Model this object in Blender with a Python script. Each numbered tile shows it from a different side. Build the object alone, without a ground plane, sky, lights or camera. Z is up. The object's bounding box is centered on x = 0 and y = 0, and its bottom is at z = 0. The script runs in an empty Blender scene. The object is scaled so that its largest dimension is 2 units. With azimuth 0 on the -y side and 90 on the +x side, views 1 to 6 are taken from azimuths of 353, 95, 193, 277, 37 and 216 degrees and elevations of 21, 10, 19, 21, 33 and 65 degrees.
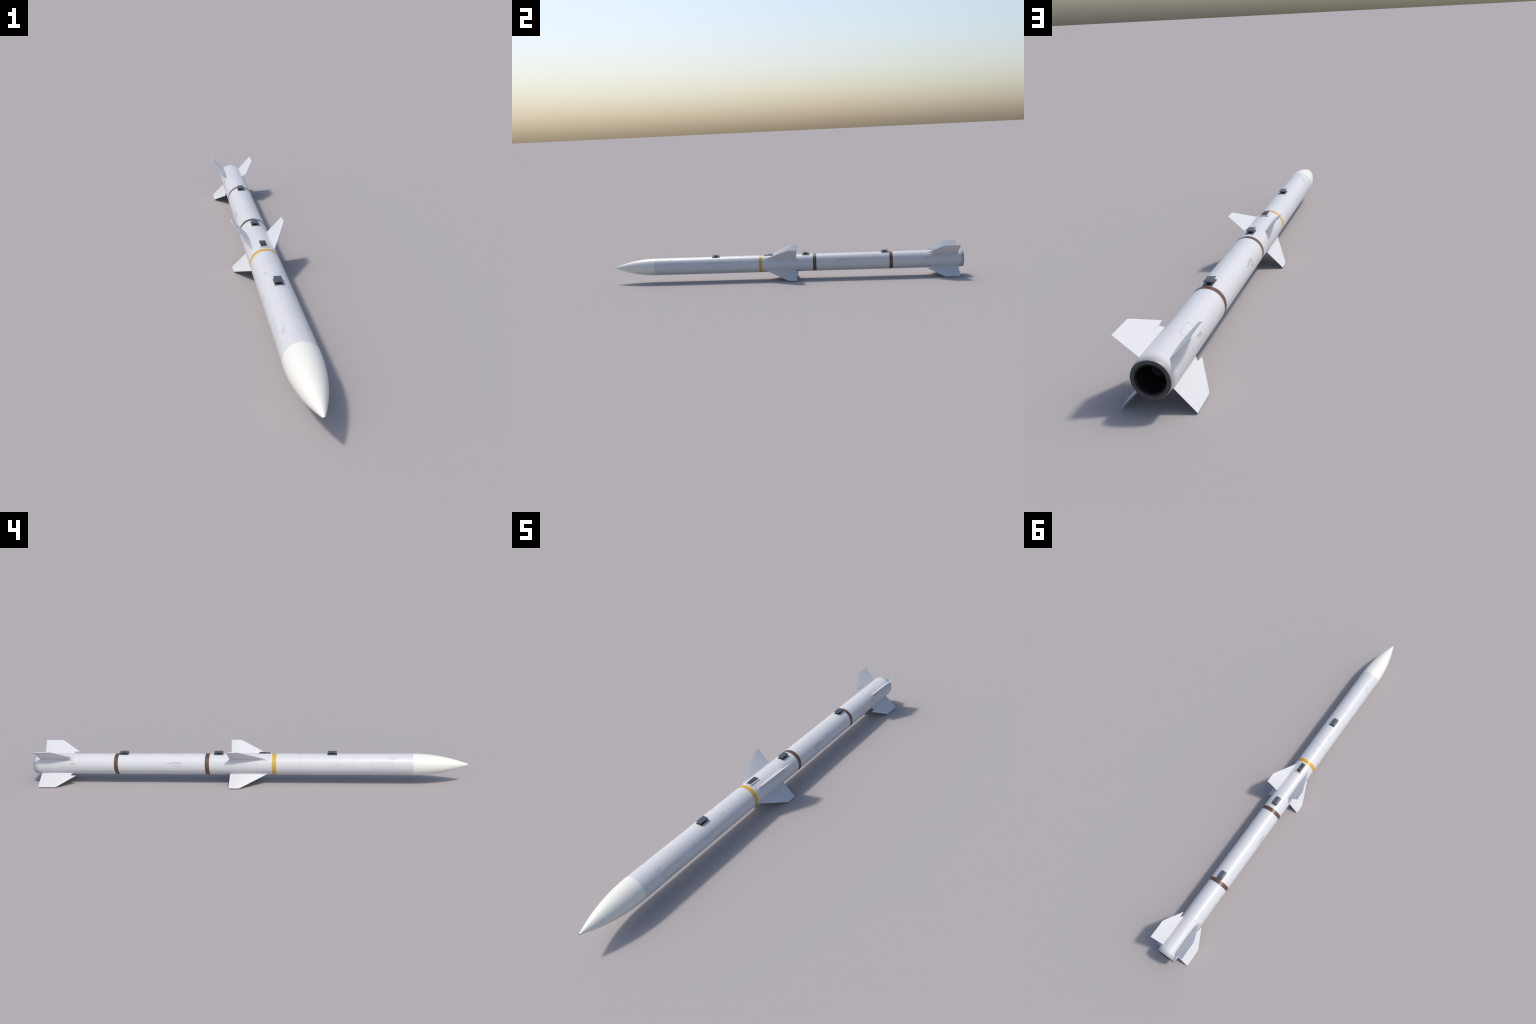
"""A slim white air-launched missile lying level along the y axis (nose at -y),
resting on the tips of its two lower wings and two lower tail fins."""
import bpy, bmesh, math, random
from mathutils import Vector

RNG = random.Random(7)
R = 0.0488            # body radius
ZC = 0.0877           # height of the long axis
SEG = 144             # segments round the body
NOSE_BASE, NOSE_TIP = -0.754, -1.0
TAIL_END = 0.9990


# ------------------------------------------------------------------ materials
def material(name, colour, rough=0.45, metallic=0.0, grain=0.03, scale=60.0, bump=0.0, specular=0.5):
    m = bpy.data.materials.new(name)
    m.use_nodes = True
    nt = m.node_tree
    b = nt.nodes["Principled BSDF"]
    b.inputs["Roughness"].default_value = rough
    b.inputs["Metallic"].default_value = metallic
    b.inputs["Specular IOR Level"].default_value = specular
    tc = nt.nodes.new("ShaderNodeTexCoord")
    n = nt.nodes.new("ShaderNodeTexNoise")
    n.inputs["Scale"].default_value = scale
    n.inputs["Detail"].default_value = 4.0
    ramp = nt.nodes.new("ShaderNodeValToRGB")
    lo = tuple(c * (1 - grain) for c in colour) + (1,)
    hi = tuple(min(1, c * (1 + grain)) for c in colour) + (1,)
    ramp.color_ramp.elements[0].position, ramp.color_ramp.elements[0].color = 0.3, lo
    ramp.color_ramp.elements[1].position, ramp.color_ramp.elements[1].color = 0.7, hi
    nt.links.new(tc.outputs["Object"], n.inputs["Vector"])
    nt.links.new(n.outputs["Fac"], ramp.inputs["Fac"])
    nt.links.new(ramp.outputs["Color"], b.inputs["Base Color"])
    if bump:
        bp = nt.nodes.new("ShaderNodeBump")
        bp.inputs["Strength"].default_value = bump
        bp.inputs["Distance"].default_value = 0.0005
        nt.links.new(n.outputs["Fac"], bp.inputs["Height"])
        nt.links.new(bp.outputs["Normal"], b.inputs["Normal"])
    return m


BODY = (0.588, 0.595, 0.613)
M_BODY = material("white_paint", BODY, 0.40, grain=0.012, scale=25)


def add_grey_fade(m, y0, y1, colour):
    """Grey gradient that deepens towards the rim, measured along the body."""
    nt = m.node_tree
    b = nt.nodes["Principled BSDF"]
    src = b.inputs["Base Color"].links[0].from_socket
    tc = next(n for n in nt.nodes if n.bl_idname == "ShaderNodeTexCoord")
    sep = nt.nodes.new("ShaderNodeSeparateXYZ")
    mr = nt.nodes.new("ShaderNodeMapRange")
    mr.interpolation_type = "SMOOTHSTEP"
    mr.inputs["From Min"].default_value, mr.inputs["From Max"].default_value = y0, y1
    mr.inputs["To Max"].default_value = 0.75
    mx = nt.nodes.new("ShaderNodeMix")
    mx.data_type = "RGBA"
    col_a = next(i for i in mx.inputs if i.name == "A" and i.type == "RGBA")
    col_b = next(i for i in mx.inputs if i.name == "B" and i.type == "RGBA")
    col_b.default_value = (*colour, 1)
    out = next(o for o in mx.outputs if o.type == "RGBA")
    nt.links.new(tc.outputs["Object"], sep.inputs[0])
    nt.links.new(sep.outputs["Y"], mr.inputs["Value"])
    nt.links.new(mr.outputs["Result"], mx.inputs["Factor"])
    nt.links.new(src, col_a)
    nt.links.new(out, b.inputs["Base Color"])


M_TAIL = material("white_paint_grey_rim", BODY, 0.40, grain=0.012, scale=25)
add_grey_fade(M_TAIL, 0.968, 1.004, (0.17, 0.178, 0.18))
M_FIN = material("white_fin_paint", BODY, 0.45, grain=0.015, scale=45)
M_NOSE = material("ivory_ceramic", (0.75, 0.742, 0.685), 0.38, grain=0.006, scale=20)
M_YELLOW = material("yellow_paint", (0.575, 0.35, 0.038), 0.38, grain=0.03)
M_BROWN = material("brown_paint", (0.110, 0.059, 0.037), 0.38, grain=0.05)
M_RING = material("dark_ring_metal", (0.06, 0.061, 0.065), 0.55, grain=0.06, scale=90)
M_BORE = material("sooty_bore", (0.004, 0.004, 0.005), 0.9, grain=0.2, scale=50, specular=0.15)
M_THROAT = material("throat_plate", (0.026, 0.026, 0.027), 0.8, grain=0.1, scale=50, specular=0.2)
M_LIP = material("burnt_lip", (0.012, 0.011, 0.010), 0.6, specular=0.25)
M_BOLT = material("bolt_head", (0.02, 0.02, 0.022), 0.5)
M_LUG = material("slate_steel", (0.155, 0.165, 0.18), 0.34, metallic=0.7, grain=0.18, scale=420, bump=0.15)
M_POST = material("black_steel", (0.02, 0.021, 0.023), 0.45, metallic=0.3)
M_INSET = material("dark_connector", (0.05, 0.053, 0.058), 0.35, grain=0.08, scale=200)
M_BUTTON = material("brass_button", (0.115, 0.082, 0.02), 0.55, grain=0.08, scale=300)
M_LINE = material("panel_line", (0.35, 0.355, 0.37), 0.6)
M_RIVET = material("rivet_grey", (0.42, 0.425, 0.44), 0.5)
M_TEXT = material("grey_stencil", (0.32, 0.325, 0.34), 0.6)
M_TEXT_PALE = material("pale_stencil", (0.46, 0.465, 0.48), 0.6)
M_TIP = material("dark_tip", (0.07, 0.07, 0.072), 0.4, metallic=0.5)


# ------------------------------------------------------------------ helpers
root = bpy.data.objects.new("missile", None)
bpy.context.collection.objects.link(root)
root["label"] = "slim white missile with pointed nose, coloured bands and fins"
root["category"] = "missile"


def place(name, mesh, parent=None, loc=(0, 0, 0), rot_y=0.0, kind=None):
    o = bpy.data.objects.new(name, mesh)
    bpy.context.collection.objects.link(o)
    o.parent = parent or root
    o.location = loc
    o.rotation_euler = (0, rot_y, 0)
    if kind:
        o["kind"] = kind
    return o


def to_mesh(name, bm, mat, smooth_angle=35):
    bmesh.ops.recalc_face_normals(bm, faces=bm.faces)
    for f in bm.faces:
        f.smooth = True
    for e in bm.edges:
        if len(e.link_faces) == 2 and e.calc_face_angle(0) > math.radians(smooth_angle):
            e.smooth = False
    me = bpy.data.meshes.new(name)
    bm.to_mesh(me)
    bm.free()
    me.materials.append(mat)
    return me


def lathe(name, profile, mat, smooth_angle=35, seg=SEG, closed=False):
    """Turn a (y, radius) profile round the body's axis."""
    bm = bmesh.new()
    rings = []
    for y, r in profile:
        if r < 1e-6:
            rings.append([bm.verts.new((0, y, ZC))])
        else:
            rings.append([bm.verts.new((r * math.sin(2 * math.pi * i / seg), y, ZC + r * math.cos(2 * math.pi * i / seg)))
                          for i in range(seg)])
    pairs = list(zip(rings, rings[1:]))
    if closed:
        pairs.append((rings[-1], rings[0]))
    for a, b in pairs:
        for i in range(seg):
            j = (i + 1) % seg
            if len(a) == 1 and len(b) == 1:
                continue
            if len(a) == 1:
                bm.faces.new((a[0], b[i], b[j]))
            elif len(b) == 1:
                bm.faces.new((a[i], b[0], a[j]))
            else:
                bm.faces.new((a[i], b[i], b[j], a[j]))
    return to_mesh(name, bm, mat, smooth_angle)


def box(bm, x0, x1, y0, y1, z0, z1, bevel=0.0):
    n0 = set(bm.verts)
    v = [bm.verts.new((x, y, z)) for x in (x0, x1) for y in (y0, y1) for z in (z0, z1)]
    for q in ((0, 1, 3, 2), (4, 6, 7, 5), (0, 4, 5, 1), (2, 3, 7, 6), (0, 2, 6, 4), (1, 5, 7, 3)):
        bm.faces.new([v[i] for i in q])
    if bevel:
        es = {e for vv in v for e in vv.link_edges}
        bmesh.ops.bevel(bm, geom=list(es), offset=bevel, segments=2, affect="EDGES", profile=0.5)
    return [vv for vv in bm.verts if vv not in n0]


def on_skin(s_deg, y, r):
    a = math.radians(s_deg)
    return Vector((r * math.sin(a), y, ZC + r * math.cos(a)))


DEG = math.degrees(1.0 / R)          # degrees of arc per metre of skin


def skin_quad(bm, corners, lift=0.00018, sink=0.0006):
    """A small plate let into the skin; corners are (degrees, y)."""
    top = [bm.verts.new(on_skin(a, y, R + lift)) for a, y in corners]
    low = [bm.verts.new(on_skin(a, y, R - sink)) for a, y in corners]
    bm.faces.new(top)
    n = len(corners)
    for i in range(n):
        j = (i + 1) % n
        bm.faces.new((top[i], low[i], low[j], top[j]))


# ------------------------------------------------------------------ nose cone
def nose_radius(y, length=0.2495):
    """Tangent ogive, cut blunt at the tip."""
    x = NOSE_BASE - y
    rho = (R * R + length * length) / (2 * R)
    return math.sqrt(rho * rho - x * x) - (rho - R)


TIP_Y = NOSE_TIP + 0.0022
prof = []
N = 56
for i in range(N + 1):
    y = NOSE_BASE + (TIP_Y - NOSE_BASE) * i / N
    prof.append((y, nose_radius(y)))
prof = [(NOSE_BASE + 0.0, R - 0.0006)] + [(NOSE_BASE - 0.0003, R)] + prof[1:]
place("nose_cone", lathe("nose_cone", prof, M_NOSE))
rt = nose_radius(TIP_Y)
tip_prof = [(TIP_Y, rt)] + [(TIP_Y - 0.0022 * math.sin(a), rt * 0.96 * math.cos(a)) for a in (0.3, 0.6, 0.9, 1.2)] + [(NOSE_TIP, 0.0)]
place("nose_tip", lathe("nose_tip", tip_prof, M_TIP))

# ------------------------------------------------------------------ body tube
SEAMS = (-0.252, -0.4935, 0.7742)
BANDS = ((-0.1467, -0.1274, M_YELLOW), (0.1606, 0.1803, M_BROWN), (0.589, 0.6082, M_BROWN))
BOAT = 0.964           # where the tail begins to round off


def tube(y0, y1, groove0=False, groove1=False):
    p = []
    g, d = 0.0005, 0.0008
    p += [(y0, R - d), (y0 + 0.0001, R - 0.0004), (y0 + g, R)] if groove0 else [(y0, R)]
    n = max(1, int((y1 - y0) / 0.05))
    for i in range(1, n):
        p.append((y0 + (y1 - y0) * i / n, R))
    p += [(y1 - g, R), (y1 - 0.0001, R - 0.0004), (y1, R - d)] if groove1 else [(y1, R)]
    return p


def boat_tail():
    p = []
    for i in range(1, 25):
        t = i / 24
        y = BOAT + (TAIL_END - 0.0006 - BOAT) * math.sin(t * math.pi / 2)
        r = 0.0453 + (R - 0.0453) * math.cos(t * math.pi / 2)
        p.append((y, r))
    return p + [(TAIL_END - 0.0006, 0.0452)]


stops = sorted([(NOSE_BASE, "seam")] + [(s, "seam") for s in SEAMS] + [(b, "paint") for b0, b1, _ in BANDS for b in (b0, b1)] + [(BOAT, "end")])
for (y0, k0), (y1, k1) in zip(stops, stops[1:]):
    band = next((m for a, b, m in BANDS if abs(a - y0) < 1e-6), None)
    if band:
        place("colour_band", lathe("colour_band", tube(y0, y1), band))
    else:
        p = tube(y0, y1, k0 == "seam", k1 == "seam")
        if k1 == "end":
            p += boat_tail()
        place("body_section", lathe("body_section", p, M_TAIL if k1 == "end" else M_BODY))
for s in SEAMS + (NOSE_BASE,):
    place("section_joint", lathe("section_joint", [(s - 0.002, R - 0.0009), (s - 0.002, R - 0.0005), (s + 0.002, R - 0.0005), (s + 0.002, R - 0.0009)],
                                 M_LINE, closed=True))

# ------------------------------------------------------------------ exhaust
ring = [(TAIL_END - 0.0006, 0.0453), (TAIL_END, 0.0447), (TAIL_END, 0.0372), (TAIL_END - 0.0008, 0.0366)]
nozzle = place("nozzle_ring", lathe("nozzle_ring", ring, M_RING))
lip = [(TAIL_END - 0.0008, 0.0367), (TAIL_END - 0.0018, 0.0362), (TAIL_END - 0.0026, 0.0334), (TAIL_END - 0.006, 0.0331)]
place("nozzle_lip", lathe("nozzle_lip", lip, M_LIP), nozzle)
bore = [(TAIL_END - 0.005, 0.0333), (TAIL_END - 0.010, 0.0322), (TAIL_END - 0.028, 0.0262), (TAIL_END - 0.0495, 0.0175)]
place("nozzle_bore", lathe("nozzle_bore", bore, M_BORE, 60), nozzle)
place("nozzle_throat", lathe("nozzle_throat", [(TAIL_END - 0.051, 0.0177), (TAIL_END - 0.0495, 0.0172), (TAIL_END - 0.0495, 0.0)], M_THROAT), nozzle)
bm = bmesh.new()
for k in range(10):
    a = math.radians(18 + 36 * k)
    c = (0.0408 * math.sin(a), ZC + 0.0408 * math.cos(a))
    pts = [(c[0] + 0.0012 * math.cos(t * math.pi / 6), c[1] + 0.0012 * math.sin(t * math.pi / 6)) for t in range(12)]
    hi = [bm.verts.new((x, TAIL_END + 0.0003, z)) for x, z in pts]
    lo = [bm.verts.new((x, TAIL_END - 0.001, z)) for x, z in pts]
    bm.faces.new(hi)
    for i in range(12):
        j = (i + 1) % 12
        bm.faces.new((hi[i], lo[i], lo[j], hi[j]))
place("ring_bolt", to_mesh("ring_bolt", bm, M_BOLT), nozzle, kind="stuff")


# ------------------------------------------------------------------ wings and tail fins
def blade(name, stations, mat, nchord=28, tip_round=0.0):
    """Loft of lens sections. Station: (radius from axis, leading y, trailing y, thickness).
    Local frame: y along the body, z outward, x through the thickness."""
    bm = bmesh.new()
    rows = []
    for r, yl, yt, th in stations:
        up, dn = [], []
        for i in range(nchord + 1):
            u = 0.5 - 0.5 * math.cos(math.pi * i / nchord)
            h = 0.5 * th * (4 * u * (1 - u)) ** 0.85 + 0.00018
            y = yl + (yt - yl) * u
            up.append(bm.verts.new((h, y, r)))
            dn.append(bm.verts.new((-h, y, r)))
        rows.append((up, dn))
    for (u0, d0), (u1, d1) in zip(rows, rows[1:]):
        for i in range(nchord):
            bm.faces.new((u0[i], u0[i + 1], u1[i + 1], u1[i]))
            bm.faces.new((d0[i], d1[i], d1[i + 1], d0[i + 1]))
        bm.faces.new((u0[0], u1[0], d1[0], d0[0]))
        bm.faces.new((u0[-1], d0[-1], d1[-1], u1[-1]))
    for u, d in (rows[0], rows[-1]):
        for i in range(nchord):
            bm.faces.new((u[i], u[i + 1], d[i + 1], d[i]))
    return to_mesh(name, bm, mat, 40)


def mix(a, b, t):
    return a + (b - a) * t


SPAN = 0.1229
wing_st = [(0.044, -0.1175, 0.0665, 0.0062)]
for k in range(13):
    t = k / 12
    r = mix(0.0516, SPAN, t)
    lead = mix(-0.1021, 0.0225, t)
    if t > 0.95:
        lead += 0.0012
    wing_st.append((r, lead, mix(0.0670, 0.0704, t), mix(0.0060, 0.0026, t)))
wing_me = blade("wing", wing_st, M_FIN)

fin_st = [(0.044, 0.8090, 0.9660, 0.0056), (0.050, 0.8156, 0.9665, 0.0056), (0.0555, 0.8211, 0.9670, 0.0054), (0.0605, 0.8262, 0.9675, 0.0052)]
for k in range(12):
    t = k / 11
    r = mix(0.0629, SPAN, t)
    lead = mix(0.7990, 0.8890, t)
    if t > 0.95:
        lead += 0.0016
    fin_st.append((r, lead, mix(0.9678, 0.9735, t), mix(0.0052, 0.0026, t)))
fin_me = blade("tail_fin", fin_st, M_FIN)


def fairing_mesh():
    """Raised strip along the wing root: a shell of the skin with chamfered rims."""
    bm = bmesh.new()
    half, y0, y1 = 8.3, -0.1078, 0.0608
    sect = [(-half, -0.0004), (-half, 0.0004), (-half + 3.6, 0.0024), (-half + 4.2, 0.0026)]
    sect += [(-a, h) for a, h in reversed(sect)]
    rows = []
    for y, f in ((y0, 0.12), (y0 + 0.0034, 1.0), (0.5 * (y0 + y1), 1.0), (y1 - 0.003, 1.0), (y1, 0.12)):
        rows.append([bm.verts.new((math.sin(math.radians(a)) * (R + (h * f if h > 0 else h)), y,
                                   math.cos(math.radians(a)) * (R + (h * f if h > 0 else h)))) for a, h in sect])
    for a, b in zip(rows, rows[1:]):
        for i in range(len(sect) - 1):
            bm.faces.new((a[i], a[i + 1], b[i + 1], b[i]))
    bm.faces.new(rows[0])
    bm.faces.new(list(reversed(rows[-1])))
    return to_mesh("wing_fairing", bm, M_BODY, 15)


fair_me = fairing_mesh()
for a in (45, 135, 225, 315):
    w = place("wing", wing_me, loc=(0, 0, ZC), rot_y=math.radians(a))
    f = place("wing_fairing", fair_me, parent=w)
    place("tail_fin", fin_me, loc=(0, 0, ZC), rot_y=math.radians(a))

# ------------------------------------------------------------------ launch lugs
bm = bmesh.new()
nx = 12                                    # base plate whose underside follows the body
bw, bl, btop = 0.0124, 0.0211, 0.1390 - ZC
cols = []
for i in range(nx + 1):
    x = -bw + 2 * bw * i / nx
    zb = math.sqrt((R - 0.0004) ** 2 - x * x)
    cols.append([bm.verts.new((x, y, z)) for y in (-bl, bl) for z in (zb, btop)])
for a, b in zip(cols, cols[1:]):
    for q in ((0, 1), (1, 3), (3, 2), (2, 0)):
        bm.faces.new((a[q[0]], a[q[1]], b[q[1]], b[q[0]]))
bm.faces.new([cols[0][i] for i in (0, 1, 3, 2)])
bm.faces.new([cols[-1][i] for i in (0, 2, 3, 1)])
base_me = to_mesh("base_plate", bm, M_LUG, 25)
bm = bmesh.new()
bmesh.ops.create_cone(bm, cap_ends=True, segments=40, radius1=0.0092, radius2=0.0088, depth=0.009)
bmesh.ops.translate(bm, verts=bm.verts, vec=(0, 0, 0.1425 - ZC))
post_me = to_mesh("post", bm, M_POST)
bm = bmesh.new()                           # slightly crowned top plate with eased edges
ht, hl, zt = 0.0113, 0.0198, 0.1488 - ZC
top, low = {}, {}
nn = 12
for i in range(nn + 1):
    for j in range(nn + 1):
        u, v = 2 * i / nn - 1, 2 * j / nn - 1
        ease = 0.0005 * (max(abs(u), abs(v)) > 0.999)
        top[i, j] = bm.verts.new((ht * u, hl * v, zt - 0.00035 * (u * u + v * v) - ease))
        if max(abs(u), abs(v)) > 0.999:
            low[i, j] = bm.verts.new((ht * u, hl * v, zt - 0.0036))
for i in range(nn):
    for j in range(nn):
        bm.faces.new((top[i, j], top[i + 1, j], top[i + 1, j + 1], top[i, j + 1]))
edge = [(i, 0) for i in range(nn)] + [(nn, j) for j in range(nn)] + [(nn - i, nn) for i in range(nn)] + [(0, nn - j) for j in range(nn)]
for p, q in zip(edge, edge[1:] + edge[:1]):
    bm.faces.new((top[p], low[p], low[q], top[q]))
bm.faces.new([low[p] for p in edge])
top_me = to_mesh("top_plate", bm, M_LUG, 50)
for y in (-0.3985, 0.1195, 0.5657):
    lug = place("launch_lug", base_me, loc=(0, y, ZC))
    place("post", post_me, parent=lug)
    place("top_plate", top_me, parent=lug)

# ------------------------------------------------------------------ umbilical connector
bm = bmesh.new()
y0, y1 = -0.1204, -0.0665
sec = [(-0.0146, 0.1300), (-0.0146, 0.1362), (-0.0124, 0.1412), (-0.0102, 0.1416), (-0.0100, 0.1395),
       (0.0100, 0.1395), (0.0102, 0.1416), (0.0124, 0.1412), (0.0146, 0.1362), (0.0146, 0.1300)]
ends = [[bm.verts.new((x, y, z)) for x, z in sec] for y in (y0, y1)]
for i in range(len(sec)):
    j = (i + 1) % len(sec)
    bm.faces.new((ends[0][i], ends[0][j], ends[1][j], ends[1][i]))
for e in ends:
    bm.faces.new(e)
box(bm, -0.0101, 0.0101, y0 - 0.0002, y0 + 0.0016, 0.1330, 0.1414)
box(bm, -0.0101, 0.0101, y1 - 0.0012, y1 + 0.0002, 0.1330, 0.1412)
conn = place("connector_housing", to_mesh("connector_housing", bm, M_BODY, 20))
bm = bmesh.new()
box(bm, -0.0099, 0.0099, y0 + 0.0015, -0.0975, 0.1385, 0.1414, 0.0003)
box(bm, -0.0099, 0.0099, -0.0975, y1 - 0.0013, 0.1385, 0.1432, 0.0005)
place("connector_block", to_mesh("connector_block", bm, M_INSET, 25), conn)
bm = bmesh.new()
bmesh.ops.create_cone(bm, cap_ends=True, segments=40, radius1=0.0058, radius2=0.0056, depth=0.0028)
bmesh.ops.translate(bm, verts=bm.verts, vec=(0, -0.0848, 0.1438))
place("connector_button", to_mesh("connector_button", bm, M_BUTTON), conn)

# ------------------------------------------------------------------ rivets
bm = bmesh.new()


def rivet(a_deg, y, rad=0.00125, lift=0.00022):
    rim = [(a_deg + DEG * rad * math.cos(t * math.pi / 5), y + rad * math.sin(t * math.pi / 5)) for t in range(10)]
    inner = [(a_deg + DEG * 0.6 * rad * math.cos(t * math.pi / 5), y + 0.6 * rad * math.sin(t * math.pi / 5)) for t in range(10)]
    lo = [bm.verts.new(on_skin(a, yy, R - 0.0003)) for a, yy in rim]
    md = [bm.verts.new(on_skin(a, yy, R + 0.5 * lift)) for a, yy in rim]
    hi = [bm.verts.new(on_skin(a, yy, R + lift)) for a, yy in inner]
    bm.faces.new(hi)
    for p, q in ((lo, md), (md, hi)):
        for i in range(10):
            j = (i + 1) % 10
            bm.faces.new((p[i], p[j], q[j], q[i]))


for s in SEAMS:
    for k in range(16):
        for d in (-0.0074, 0.0074):
            rivet(11.25 + 22.5 * k, s + d)
for k in range(12):
    rivet(15 + 30 * k, NOSE_BASE + 0.0070, 0.0014)

# ------------------------------------------------------------------ access panels: (from deg, to deg, y0, y1, rivet columns)
lines = bmesh.new()


def panel(a0, a1, ya, yb, columns=0, corner=0.0025, w=0.0009):
    s0, s1 = a0 / DEG, a1 / DEG
    path = []
    for cx, cy, start in ((s1 - corner, yb - corner, 0), (s0 + corner, yb - corner, 90), (s0 + corner, ya + corner, 180), (s1 - corner, ya + corner, 270)):
        for t in range(5):
            an = math.radians(start + 22.5 * t)
            path.append((cx + corner * math.cos(an), cy + corner * math.sin(an), math.cos(an), math.sin(an)))
    dense = []
    for p, q in zip(path, path[1:] + path[:1]):
        n = max(1, int(abs(q[0] - p[0]) / 0.003))
        dense += [tuple(mix(p[k], q[k], i / n) for k in range(4)) for i in range(n)]
    for p, q in zip(dense, dense[1:] + dense[:1]):
        skin_quad(lines, [(p[0] * DEG, p[1]), (q[0] * DEG, q[1]),
                          ((q[0] - w * q[2]) * DEG, q[1] - w * q[3]), ((p[0] - w * p[2]) * DEG, p[1] - w * p[3])], 0.00012)
    for c in range(columns):
        y = mix(ya + 0.0052, yb - 0.0052, c / (columns - 1))
        for a in (a0 + 5.2, a1 - 5.2):
            rivet(a, y, 0.0011)


for side in (-1, 1):
    def both(a0, a1, *rest, **kw):
        panel(min(side * a0, side * a1), max(side * a0, side * a1), *rest, **kw)
    both(61, 97, -0.6632, -0.5755, columns=3)
    both(67, 90.5, 0.7920, 0.8625, corner=0.001)
    both(22, 52.5, 0.8025, 0.8630, columns=3, corner=0.001)
    both(114.5, 150, 0.2996, 0.3672)
panel(64, 98.5, -0.4000, -0.3238, columns=3)
for y in (-0.4225, 0.0955, 0.5417):
    rivet(0, y, 0.0009)
place("rivets", to_mesh("rivets", bm, M_RIVET, 50), kind="stuff")
place("access_panel_lines", to_mesh("access_panel_lines", lines, M_LINE, 30), kind="stuff")

# ------------------------------------------------------------------ stencilled lettering, too small to read: rows of letter-sized marks
dark, pale = bmesh.new(), bmesh.new()


def row(bmx, side, angle, y_start, y_end, height, pitch):
    """One line of tiny letters running along the body from y_start to y_end."""
    step = pitch if y_end > y_start else -pitch
    y, left = y_start, RNG.randint(3, 7)
    da = 0.5 * height * DEG
    while (y_end - y) * step > 0:
        if left == 0:
            left = RNG.randint(3, 8)
        else:
            lw = 0.74 * step
            top = da * RNG.choice((1.0, 1.0, 0.85))
            a = side * angle
            skin_quad(bmx, [(a - top, y), (a + da, y), (a + da, y + lw), (a - top, y + lw)], 0.00012)
            left -= 1
        y += step


for s in (-1, 1):
    row(dark, s, 61.0, 0.2921, 0.3375, 0.0030, 0.0019)          # motor legend
    row(dark, s, 68.2, 0.2918, 0.3578, 0.0032, 0.0020)
    for a, e in ((77.2, 0.3290), (80.4, 0.3340), (83.6, 0.3190), (86.4, 0.3130)):
        row(pale, s, a, 0.2921, e, 0.0017, 0.0013)
    for a, e in ((34.6, -0.6535), (38.4, -0.6510), (42.2, -0.6545), (46.0, -0.6640)):
        row(pale, s, a, -0.6834, e, 0.0018, 0.0014)              # nose legend
    row(dark, s, 29.8, -0.3245, -0.3030, 0.0020, 0.0016)
    for a, e in ((68.6, -0.4132), (72.2, -0.4150), (75.4, -0.4190)):
        row(pale, s, a, -0.4440, e, 0.0017, 0.0014)
    for a, e in ((69.2, 0.8180), (71.4, 0.8226), (73.6, 0.8150), (75.8, 0.8200), (78.0, 0.8120)):
        row(dark if a < 74 else pale, s, a, 0.7950, e, 0.0012, 0.0011)
    row(pale, s, 43.4, 0.1869, 0.2025, 0.0011, 0.0012)
    row(pale, s, 43.4, -0.1190, -0.1105, 0.0011, 0.0012)
place("stencil_lettering", to_mesh("stencil_lettering", dark, M_TEXT, 30), kind="stuff")
place("fine_stencil_lettering", to_mesh("fine_stencil_lettering", pale, M_TEXT_PALE, 30), kind="stuff")
